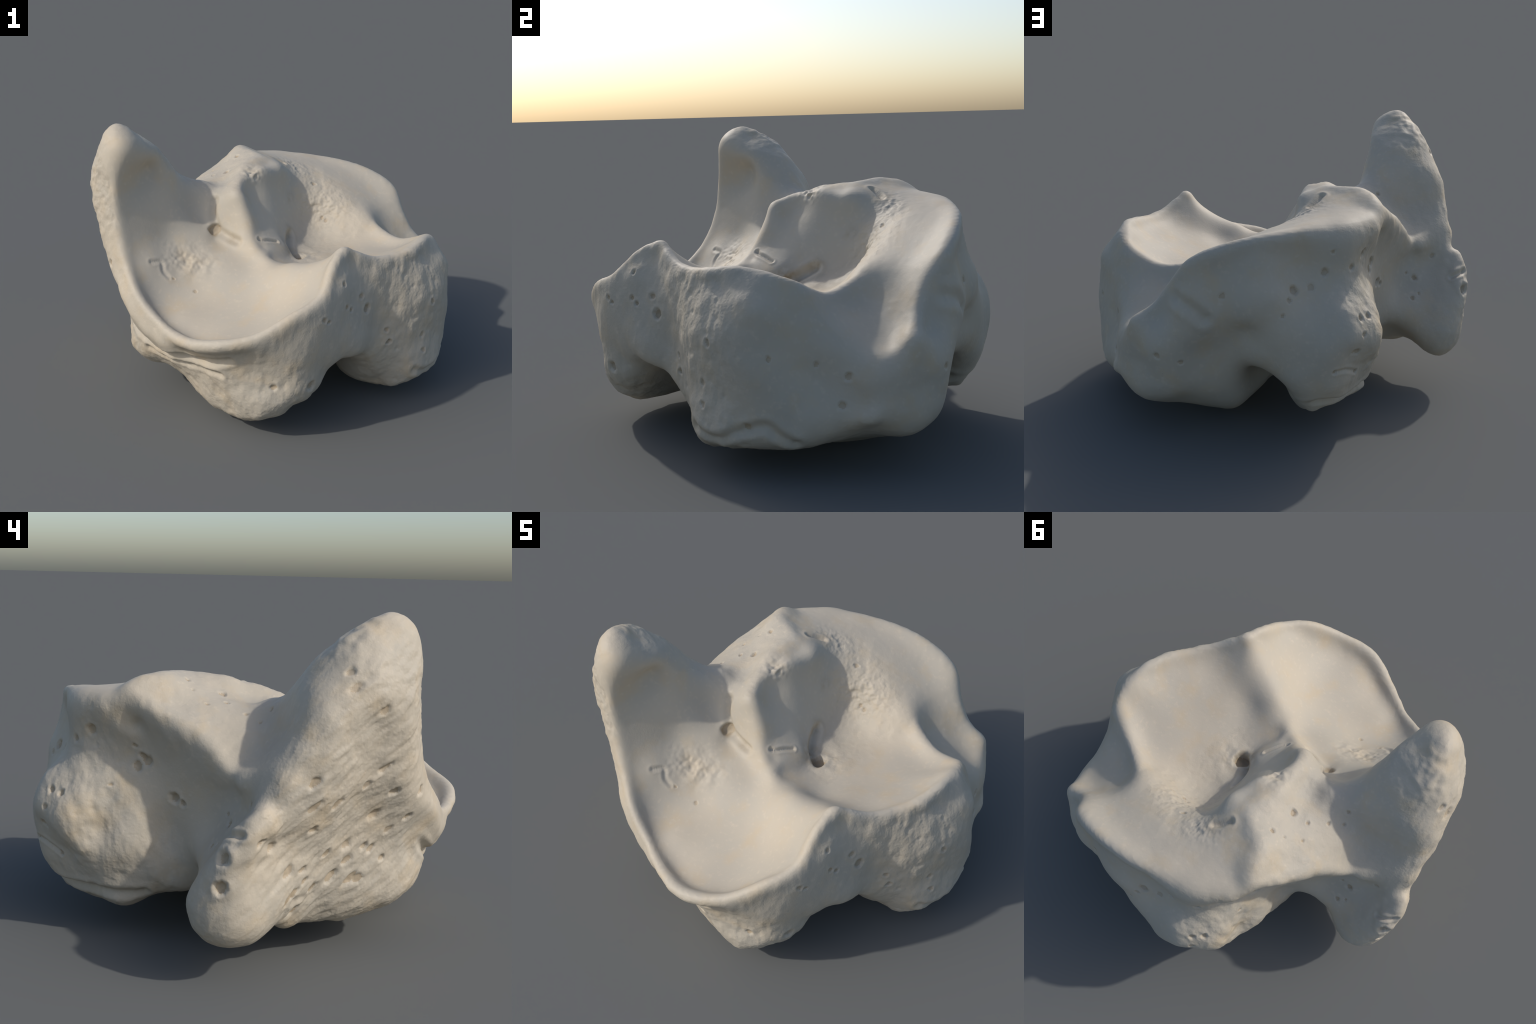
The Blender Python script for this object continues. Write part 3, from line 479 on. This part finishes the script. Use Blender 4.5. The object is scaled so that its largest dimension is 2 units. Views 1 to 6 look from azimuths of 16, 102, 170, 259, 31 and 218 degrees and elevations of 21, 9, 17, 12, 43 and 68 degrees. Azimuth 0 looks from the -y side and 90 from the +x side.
# part, roughness, then (x, y, z, nx, ny, nz) landmarks on that part
REGIONS = [
    ('socket', .0, [(-.3, -.6, .57, .2, 0, 1), (0, -.7, .55, 0, 0, 1), (.25, -.6, .67, -.5, 0, .85), (-.55, -.5, .8, .7, -.3, .5), (-.6, -.42, 1.1, .8, -.5, .2), (-.64, -.45, 1.28, .8, -.5, .2),
                    (-.45, -.28, .98, .7, -.5, .4), (0, -.45, .66, 0, -.1, 1), (.4, -.55, .84, -.5, 0, .8), (0, -.9, .55, 0, .3, 1), (-.4, -.7, .58, .5, .3, .8), (-.35, -.2, .86, .6, -.6, .5), (.2, -.8, .63, -.3, .3, .9)]),
    ('groove', .02, [(.5, 0, .71, 0, 0, 1), (.7, 0, .79, -.4, 0, .9), (.45, -.3, .79, 0, .4, .9), (.6, .22, .73, -.3, -.3, .9), (.7, -.2, .83, -.2, .3, .9), (.8, .12, .83, -.6, 0, .8)]),
    ('fossa', .45, [(.2, .35, .78, -.1, -.7, .6), (.18, .1, .68, 0, 0, 1), (.15, .5, .96, 0, -.6, .7), (.35, .38, .82, -.3, -.7, .6), (0, .5, 1.06, .2, -.6, .8), (.08, .42, .95, .3, -.8, .4)]),
    ('peg', .03, [(-.05, .1, .95, .8, 0, .5), (.0, .0, .85, .8, 0, .5), (-.12, -.15, .92, -.3, -.6, .5), (-.22, -.13, .9, -.7, -.6, .3), (-.06, .26, 1.1, .2, -.1, 1), (.05, -.2, .75, .2, .1, .95), (-.02, .25, .97, .8, .1, .5)]),
    ('facet', .04, [(.2, .73, .98, .2, -.2, .95), (-.1, .66, 1.06, .2, -.2, .95), (.45, .68, .87, .4, -.3, .9), (.65, .55, .68, .7, -.2, .7), (.78, .6, .58, .5, -.1, .8), (.72, .38, .7, .5, .6, .6), (-.25, .6, 1.11, .2, 0, .95)]),
    ('plateau', .42, [(-.3, .25, 1.1, -.2, -.1, 1), (-.42, .15, 1.03, -.1, 0, 1), (-.36, .45, 1.12, -.3, -.2, .9), (-.18, .1, 1.1, 0, 0, 1), (-.48, .36, 1.0, -.2, 0, .9), (-.3, .0, 1.03, -.3, -.2, .9)]),
    ('horn', .38, [(-.6, .05, .95, .3, .6, .7), (-.75, .1, .85, .3, .8, .5), (-.72, -.1, 1.15, .3, .8, .4), (-.7, -.38, 1.43, 0, 0, 1), (-.6, -.25, 1.3, .7, .5, .4), (-.85, -.1, 1.08, -.3, .8, .5), (-.8, -.28, 1.36, -.4, .5, .8)]),
    ('plate', 1., [(-.86, -.32, 1.1, -.95, -.3, 0), (-.78, -.35, .75, -.9, -.4, 0), (-.9, 0, .7, -.95, -.2, 0), (-.75, -.12, .35, -.85, -.4, 0), (-.65, -.5, .35, -.8, -.6, 0), (-.82, -.05, .45, -.9, -.3, 0),
                   (-.7, -.3, .5, -.9, -.4, 0), (-.62, -.35, .18, -.5, -.3, -.8), (-.92, -.1, .9, -.95, .1, 0), (-.8, -.5, 1.0, -.85, -.5, 0)]),
    ('rim', .3, [(-.7, -.58, .8, -.7, -.7, -.1), (-.55, -.7, .55, -.6, -.7, -.3), (-.25, -.86, .48, -.3, -.9, -.3), (.05, -.96, .52, 0, -.9, -.3), (.3, -.9, .63, .3, -.9, 0), (.47, -.72, .72, .7, -.7, .1)]),
    ('knob', .5, [(-.95, .2, .35, -.95, 0, 0), (-.87, .25, .18, 0, 0, -1), (-.85, .38, .28, 0, 1, 0), (-.96, .24, .55, -.9, .2, 0), (-.9, .08, .28, -.6, -.5, -.5)]),
    ('web', .2, [(-.68, .26, .6, .2, .95, .1), (-.7, .31, .45, .3, .95, 0), (-.5, .34, .65, -.2, .95, 0), (-.72, .18, .74, .2, .9, .4), (-.36, .5, .8, -.8, .5, 0)]),
    ('wall', .14, [(.3, .88, .75, .1, 1, 0), (.6, .82, .6, .2, 1, 0), (.2, .9, .6, .1, 1, 0), (.1, .86, .9, 0, 1, 0), (.45, .84, .85, .2, .9, 0), (.5, .78, .3, 0, 1, -.3), (-.08, .84, .95, -.2, 1, 0)]),
    ('heel', .8, [(-.33, .78, .6, -.95, .3, .1), (-.36, .65, .45, -.95, .2, 0), (-.3, .8, .4, -.8, .5, -.2), (-.28, .75, .8, -.8, .5, .2), (-.3, .65, .2, -.6, 0, -.6)]),
    ('heel', .25, [(-.1, .96, .5, -.1, 1, 0), (.05, .95, .4, .2, .95, 0), (0, .85, .2, 0, .7, -.7), (.1, .75, .25, .8, .2, -.5), (-.1, .65, .1, 0, 0, -1)]),
    ('flank', .3, [(.97, .1, .5, 1, 0, 0), (.9, .4, .42, .95, .3, 0), (.85, .65, .45, .7, .7, 0), (.92, .1, .78, .9, 0, .4), (.9, .3, .25, .9, .2, -.4), (.7, .2, .08, .2, 0, -1), (.88, .25, .65, .85, .3, .4)]),
    ('wall', .85, [(.8, -.26, .5, .5, -.85, 0), (.93, -.12, .6, .8, -.5, 0), (.85, -.2, .75, .6, -.8, .1), (.87, -.2, .3, .7, -.6, -.2), (.72, -.33, .7, .4, -.9, 0), (.75, -.32, .35, .4, -.8, -.4)]),
    ('wall', .35, [(.6, -.48, .6, .5, -.85, 0), (.5, -.7, .6, .7, -.7, 0), (.53, -.55, .85, .5, -.7, .3), (.57, -.52, .45, .5, -.7, -.4)]),
    ('toe', .85, [(.1, -.87, .3, 0, -1, 0), (-.2, -.77, .28, -.5, -.8, 0), (.33, -.83, .25, .4, -.9, 0), (0, -.8, .12, -.2, -.8, -.5), (-.35, -.62, .22, -.6, -.7, -.2), (.2, -.78, .1, .1, -.5, -.8)]),
    ('vault', .15, [(.3, .1, .3, 0, 0, -1), (0, .2, .36, 0, 0, -1), (-.3, 0, .3, 0, 0, -1), (.45, -.3, .33, 0, -.2, -.95), (-.55, .15, .25, 0, .6, -.8), (.15, .6, .33, 0, 0, -1), (0, -.6, .05, 0, 0, -1), (.4, .3, .05, 0, 0, -1)]),
]


def regions(P, N):
    part, rough, A = [], [], []
    for name, r, rows in REGIONS:
        for row in rows:
            part.append(name); rough.append(r); A.append(np.r_[row[:3], unit(row[3:]) * .2])
    A = np.array(A); rough = np.array(rough)
    names = sorted(set(part)); code = np.array([names.index(p) for p in part])
    ro = np.empty(len(P)); pa = np.empty(len(P), int)
    for s in range(0, len(P), 50000):
        X = np.hstack([P[s:s + 50000], N[s:s + 50000] * .2])
        d2 = (X ** 2).sum(1)[:, None] + (A ** 2).sum(1) - 2 * X @ A.T
        w = np.exp(-(d2 - d2.min(1, keepdims=True)) / .018)
        ro[s:s + 50000] = (w * rough).sum(1) / w.sum(1)
        pa[s:s + 50000] = code[d2.argmin(1)]
    return names, pa, ro


# foramina: (x, y, z, radius, depth)
HOLES = [(.634, -.464, .629, .019, .022), (.605, -.493, .705, .014, .013), (.538, -.605, .802, .012, .011), (.558, -.610, .685, .010, .010), (.574, -.582, .663, .011, .011),
         (.481, -.755, .669, .012, .011), (.498, -.733, .651, .010, .009), (.729, -.341, .47, .012, .011), (.738, -.33, .40, .014, .013), (.931, -.15, .581, .015, .014), (.431, -.775, .321, .021, .024),
         (.267, -.868, .33, .016, .012), (.739, -.33, .402, .013, .012), (.896, -.187, .403, .014, .01), (.909, -.184, .314, .012, .01),
         (-.316, .198, 1.071, .014, .015), (-.396, .191, 1.045, .010, .010), (-.304, .343, 1.131, .011, .010), (-.429, .278, 1.043, .009, .008), (-.515, .031, 1.033, .010, .010), (-.53, .074, .981, .008, .008),
         (-.471, .124, 1.006, .009, .009), (-.24, .25, 1.10, .009, .007), (-.25, .4, 1.14, .009, .007), (-.36, .33, 1.09, .009, .008),
         (-.056, .833, .854, .017, .014), (.094, .881, .788, .019, .02), (.011, .856, .789, .018, .007), (.12, .912, .749, .011, .008), (-.093, .838, .953, .010, .007), (-.194, .802, .865, .015, .012),
         (-.26, .739, .915, .021, .018), (-.354, .533, .816, .016, .016), (-.695, .223, .611, .016, .014), (-.651, .22, .637, .009, .006), (-.671, .287, .517, .012, .008), (-.71, .272, .534, .009, .006),
         (-.222, .91, .654, .014, .014), (-.267, .87, .647, .014, .016), (-.236, .941, .58, .013, .010), (-.205, .938, .497, .015, .011), (-.808, .159, .716, .013, .008), (.717, .807, .46, .014, .009), (.606, .821, .426, .012, .007),
         (.423, .869, .765, .015, .007), (.151, .936, .682, .011, .008), (-.218, .873, .368, .011, .010), (-.094, .976, .413, .010, .008),
         (-.345, .553, .773, .021, .012), (-.364, .516, .80, .021, .016), (-.349, .566, .859, .011, .008), (-.431, .409, .655, .020, .03), (-.457, .377, .635, .013, .016), (-.332, .665, .695, .009, .008), (-.186, .95, .501, .014, .010),
         (.895, .294, .493, .012, .008), (.893, .424, .449, .016, .012), (.907, .40, .333, .015, .011), (.986, .021, .251, .016, .010), (.976, .116, .533, .012, .007),
         (-.275, -.149, .838, .026, .022), (.165, .025, .668, .030, .055), (-.01, .37, .97, .016, .014), (-.963, .291, .559, .026, .028), (-.968, .297, .446, .024, .026), (-.92, .1, .58, .018, .015),
         (-.387, -.485, .661, .008, .005), (-.264, -.486, .607, .010, .004), (.132, .493, .965, .012, .010), (.235, .393, .78, .012, .009), (.21, .40, .79, .010, .008)]
# pits of the outer plate, drawn out along its grain
PLATE_HOLES = [(-.831, -.36, .849), (-.825, -.288, .785), (-.778, -.416, .742), (-.874, -.163, .727), (-.74, -.35, .644), (-.693, -.507, .619), (-.694, -.427, .57), (-.867, -.071, .625), (-.744, -.241, .525),
               (-.708, -.325, .507), (-.694, -.359, .491), (-.666, -.416, .441), (-.739, -.183, .392), (-.705, -.274, .371), (-.695, -.309, .366), (-.728, -.248, .458), (-.831, -.044, .458), (-.867, .018, .464),
               (-.813, -.059, .405), (-.838, -.017, .366), (-.857, .012, .343), (-.786, -.026, .27), (-.978, .151, .61), (-.71, -.552, .732), (-.774, -.099, .363), (-.785, -.145, .506), (-.917, -.06, .724), (-.94, -.053, .825),
               (-.898, -.321, 1.083), (-.907, -.202, 1.169), (-.874, -.187, 1.223)]
GRAIN = (0, -.77, .64)
# creases and grooves: width, depth, points
GROOVES = [(.022, .014, [(.88, -.227, .207), (.928, -.158, .178), (.96, -.095, .185), (.98, -.045, .213), (.985, .021, .237), (.985, .1, .255), (.978, .15, .217), (.955, .214, .177)]),
           (.024, .022, [(.03, .70, .20), (.058, .75, .215), (.025, .842, .246), (-.022, .884, .246), (-.078, .89, .232), (-.143, .853, .215), (-.231, .778, .215), (-.324, .694, .215), (-.359, .611, .215), (-.372, .533, .22)]),
           (.010, .008, [(-.094, .976, .413), (-.157, .941, .407), (-.218, .873, .368)]),
           (.013, .016, [(-.89, .265, .625), (-.935, .252, .636), (-.985, .225, .647)]),
           (.022, .020, [(-.64, -.60, .50), (-.52, -.66, .425), (-.426, -.70, .389), (-.345, -.735, .365), (-.25, -.798, .392), (-.149, -.817, .395), (-.022, -.901, .43), (.06, -.93, .46)]),
           (.016, .010, [(-.453, -.673, .343), (-.358, -.699, .319), (-.24, -.754, .329), (-.114, -.823, .355), (.003, -.876, .359)]),
           (.020, .014, [(-.294, -.086, .986), (-.291, -.116, .923), (-.262, -.142, .865), (-.235, -.16, .835), (-.198, -.167, .818), (-.125, -.189, .80)]),
           (.016, .018, [(-.12, .42, 1.11), (-.085, .455, 1.09), (-.06, .475, 1.07)]),
           (.010, .010, [(-.02, -.15, .812), (.003, -.141, .809), (.03, -.10, .795), (.06, -.06, .78)]),
           (.024, .022, [(.07, .16, .745), (.09, .09, .715), (.12, .03, .685), (.165, .0, .668)]),
           (.012, .006, [(-.495, -.51, .752), (-.46, -.47, .74), (-.44, -.49, .70), (-.40, -.50, .675)]),
           (.030, .016, [(.627, .801, .735), (.561, .85, .705), (.504, .87, .66)])]


def polyline_distance(P, pts):
    q = spline(pts, .01)[0]
    near = np.where((P > q.min(0) - .08).all(1) & (P < q.max(0) + .08).all(1))[0]
    d = np.full(len(P), 9.)
    if len(near):
        x = P[near]
        d[near] = np.sqrt(np.maximum(((x ** 2).sum(1)[:, None] + (q ** 2).sum(1) - 2 * x @ q.T).min(1), 0))
    return d


def relief(P, N, ro):
    """outward displacement of every vertex and the share of it that belongs to a foramen"""
    n1, n2, n3, n4 = (Lattice(k) for k in (11, 12, 13, 14))
    d = np.zeros(len(P))
    soft = np.clip(ro, 0, 1)
    d += .0045 * (.08 + soft) * n1(P * 11)
    # long bumps: upright on walls and feet, along the grain on the plate
    plate = np.exp(-(np.maximum(0, P[:, 0] + .62) / .12) ** 2) * np.clip(-N[:, 0] * 1.6, 0, 1)
    up = stretch(P, (0, .1, 1), .62); along = stretch(P, GRAIN, .35)
    b = (1 - plate) * n2(up * 17) + plate * n2(along * 26)
    d += .0052 * soft * b
    b = (1 - plate) * n3(up * 36) + plate * n3(along * 50)
    d += .0026 * (soft + .05) * b
    d += .0011 * (soft + .12) * n4(P * 110)
    # small pores in the rough places
    m = soft > .3
    d[m] -= .0055 * np.clip(soft[m] - .2, 0, 1) * pores(np.where(plate[m][:, None] > .5, along[m], P[m]), .055, .55, 5)
    # broken crest of the peg, crumbled wall of the fossa, wrinkled floor of the socket
    def patch(c, r):
        return np.exp(-(((P - np.array(c)) / r) ** 2).sum(1))
    brk = patch((-.133, .105, 1.11), (.05, .05, .04))
    d += brk * (.016 * n3(P * 38) - .010)
    crumb = np.clip(patch((.2, .42, .86), (.16, .1, .14)) + .8 * patch((.0, .52, 1.05), (.14, .06, .06)) + .6 * patch((.2, .05, .68), (.06, .06, .05)), 0, 1)
    d += crumb * (.006 * n2(P * 30) + .004 * n3(P * 62))
    wr = patch((-.33, -.37, .735), (.13, .09, .07))
    d += wr * (.010 * n2(stretch(P, (.6, .5, .3), .7) * 24) + .005 * n3(P * 48))
    tip = patch((-.76, -.26, 1.33), (.10, .12, .12)) * np.clip(N[:, 1] * 1.5 + .2, 0, 1)
    d += tip * .010 * n2(P * 24)
    cre = patch((-.5, .45, 1.0), (.2, .16, .12)) * np.clip(.8 - N[:, 2], 0, 1)
    d += cre * .012 * n1(stretch(P, (0, 0, 1), .4) * 16)
    ledge = patch((-.95, .22, .6), (.08, .16, .14))
    d += ledge * .016 * n1(P * 14)
    hollow = patch((-.80, .02, .31), (.09, .10, .07))
    d += hollow * (-.012 + .014 * n2(P * 22))
    for w, dep, pts in GROOVES:
        x = polyline_distance(P, pts) / w
        d += dep * (-np.exp(-x ** 2) + .25 * np.exp(-(x - 1.7) ** 2 * 1.5))
    pit = np.zeros(len(P))
    warp = np.stack([n1(P * 45), n2(P * 45), n3(P * 45)], 1) * .006
    def drill(c, r, dep, metric):
        dep = dep * .62
        near = np.where((np.abs(P - np.array(c)) < 5 * r).all(1))[0]
        if len(near):
            x = metric(P[near] + warp[near] - np.array(c)) / r
            core = np.exp(-x ** 4 * .8)
            d[near] += dep * (-1.15 * core + .12 * np.exp(-(x - 1.7) ** 2 * 3))
            pit[near] = np.maximum(pit[near], core)
    for x, y, z, r, dep in HOLES:
        drill((x, y, z), r, dep, lambda v: np.linalg.norm(v, axis=1))
    rng = np.random.default_rng(3)
    for c in PLATE_HOLES:
        k = rng.uniform(.4, .75)
        drill(c, rng.uniform(.012, .018), rng.uniform(.010, .016), lambda v, k=k: np.linalg.norm(stretch(v, GRAIN, k), axis=1))
    return d, pit


# ------------------------------------------------------------------ materials
STAINS = [((.10, .02, .69), .10, .75), ((.07, .17, .76), .07, .45), ((.03, .33, .92), .06, .3), ((-.27, -.148, .83), .055, .8), ((-.16, -.18, .805), .05, .35)]


def bone_material(name, light, dark, grain, stained=True):
    m = bpy.data.materials.new(name)
    m.use_nodes = True
    nt = m.node_tree
    N, L = nt.nodes.new, nt.links.new
    bsdf = nt.nodes['Principled BSDF']
    bsdf.inputs['Roughness'].default_value = .58
    bsdf.inputs['Specular IOR Level'].default_value = .28
    co = N('ShaderNodeTexCoord').outputs['Object']

    def noise(scale, detail=3.):
        t = N('ShaderNodeTexNoise'); t.inputs['Scale'].default_value = scale; t.inputs['Detail'].default_value = detail
        L(co, t.inputs['Vector'])
        return t.outputs['Fac']

    def ramp(fac, a, b):
        r = N('ShaderNodeMapRange'); r.inputs['From Min'].default_value = a; r.inputs['From Max'].default_value = b
        L(fac, r.inputs['Value'])
        return r.outputs['Result']

    def mix(fac, a, b):
        x = N('ShaderNodeMix'); x.data_type = 'RGBA'
        L(fac, x.inputs[0])
        for sock, v in ((x.inputs[6], a), (x.inputs[7], b)):
            if isinstance(v, tuple):
                sock.default_value = (*v, 1)
            else:
                L(v, sock)
        return x.outputs[2]

    c = mix(ramp(noise(3.2), .38, .64), light, dark)
    warm = tuple(a * k for a, k in zip(light, (1.02, .965, .88)))
    c = mix(ramp(noise(7.5, 4), .52, .75), c, warm)
    pale = tuple(min(1, a * 1.07) for a in light)
    c = mix(ramp(noise(38, 4), .56, .78), c, pale)
    if stained:
        blotch = ramp(noise(26), .3, .62)
        for p, r, k in STAINS:
            dist = N('ShaderNodeVectorMath'); dist.operation = 'DISTANCE'; dist.inputs[1].default_value = p
            L(co, dist.inputs[0])
            f = N('ShaderNodeMapRange'); f.interpolation_type = 'SMOOTHSTEP'
            f.inputs['From Min'].default_value = r; f.inputs['From Max'].default_value = r * .1
            f.inputs['To Max'].default_value = k
            L(dist.outputs['Value'], f.inputs['Value'])
            g = N('ShaderNodeMath'); g.operation = 'MULTIPLY'
            L(f.outputs['Result'], g.inputs[0]); L(blotch, g.inputs[1])
            c = mix(g.outputs[0], c, (.27, .185, .085))
    L(c, bsdf.inputs['Base Color'])
    bump = N('ShaderNodeBump'); bump.inputs['Strength'].default_value = grain; bump.inputs['Distance'].default_value = .004
    L(noise(150, 4), bump.inputs['Height']); L(bump.outputs['Normal'], bsdf.inputs['Normal'])
    return m


# ------------------------------------------------------------------ assembly
def refine(V, Q):
    """one round of Catmull-Clark subdivision of the closed quad mesh"""
    n, m = len(V), len(Q)
    fc = V[Q].mean(1)
    E = np.stack([Q, np.roll(Q, -1, 1)], 2).reshape(-1, 2)
    key, inv = np.unique(np.sort(E, 1) @ np.array([n, 1]), return_inverse=True)
    ends = np.stack([key // n, key % n], 1)
    def gather_to(idx, val, size):
        return np.stack([np.bincount(idx, val[:, j], size) for j in range(3)], 1)
    k = np.bincount(inv, minlength=len(key))[:, None]
    around = gather_to(inv, np.repeat(fc, 4, 0), len(key)) / k
    mid = V[ends].mean(1)
    ep = (mid + around) / 2
    val = np.bincount(Q.ravel(), minlength=n)[:, None]
    fa = gather_to(Q.ravel(), np.repeat(fc, 4, 0), n) / val
    deg = np.bincount(ends.ravel(), minlength=n)[:, None]
    ra = gather_to(ends.ravel(), np.repeat(mid, 2, 0), n) / deg
    vp = (fa + 2 * ra + (val - 3) * V) / val
    e = inv.reshape(m, 4) + n
    c = np.arange(m) + n + len(key)
    F = np.concatenate([np.stack([Q[:, i], e[:, i], c, e[:, i - 1]], 1) for i in range(4)])
    return np.vstack([vp, ep, fc]), F


def normals(P, F):
    n = np.cross(P[F[:, 2]] - P[F[:, 0]], P[F[:, 3]] - P[F[:, 1]])
    out = np.zeros_like(P)
    for k in range(4):
        for j in range(3):
            out[:, j] += np.bincount(F[:, k], n[:, j], len(P))
    return unit(out)


def build():
    field = Field()
    V, Q = polygonise(field)
    V, Q = largest_piece(V, Q)
    P, F = refine(V, Q)
    N0 = normals(P, F)
    names, part, ro = regions(P, N0)
    for _ in range(2):  # even out the roughness map a little
        acc = np.zeros(len(P)); cnt = np.bincount(F.ravel(), minlength=len(P))
        np.add.at(acc, F.ravel(), np.repeat(ro[F].mean(1), 4))
        ro = acc / cnt
    d, pit = relief(P, N0, ro)
    P = P + N0 * d[:, None]
    P[:, 2] -= min(0., P[:, 2].min())
    P[:, 0] -= (P[:, 0].min() + P[:, 0].max()) / 2
    P[:, 1] -= (P[:, 1].min() + P[:, 1].max()) / 2
    N1 = normals(P, F)

    fpart = part[F[:, 0]]
    names = names + ['foramen']
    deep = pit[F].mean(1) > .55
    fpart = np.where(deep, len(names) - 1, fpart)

    smooth = bone_material('smooth_bone', LIGHT, DARK, .10)
    porous = bone_material('porous_bone', tuple(a * .985 for a in LIGHT), tuple(a * .96 for a in DARK), .22)
    inner = bone_material('marrow_stain', (.42, .35, .26), (.37, .30, .21), .2, False)  # pit linings in a darker, warmer brown than the surface around them
    root = bpy.data.objects.new('joint_bone', None)
    root['label'] = 'pale dry joint bone with two smooth cups and a tall horn'
    root['category'] = 'animal bone'
    bpy.context.scene.collection.objects.link(root)
    for k, name in enumerate(names):
        f = F[fpart == k]
        if not len(f):
            continue
        used, inv = np.unique(f, return_inverse=True)
        me = bpy.data.meshes.new(name)
        me.vertices.add(len(used)); me.vertices.foreach_set('co', P[used].astype(np.float32).ravel())
        me.loops.add(len(f) * 4); me.loops.foreach_set('vertex_index', inv.astype(np.int32).ravel())
        me.polygons.add(len(f)); me.polygons.foreach_set('loop_start', np.arange(0, len(f) * 4, 4, dtype=np.int32))
        me.polygons.foreach_set('use_smooth', np.ones(len(f), bool))
        me.update(calc_edges=True)
        me.validate()
        me.normals_split_custom_set_from_vertices(N1[used].astype(np.float32).tolist())
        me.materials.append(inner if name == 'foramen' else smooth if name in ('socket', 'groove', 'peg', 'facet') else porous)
        ob = bpy.data.objects.new(name, me)
        ob.parent = root
        if name == 'foramen':
            ob['kind'] = 'stuff'
        bpy.context.scene.collection.objects.link(ob)


LIGHT, DARK = (.485, .425, .335), (.455, .41, .335)

if __name__ == '__main__':
    build()
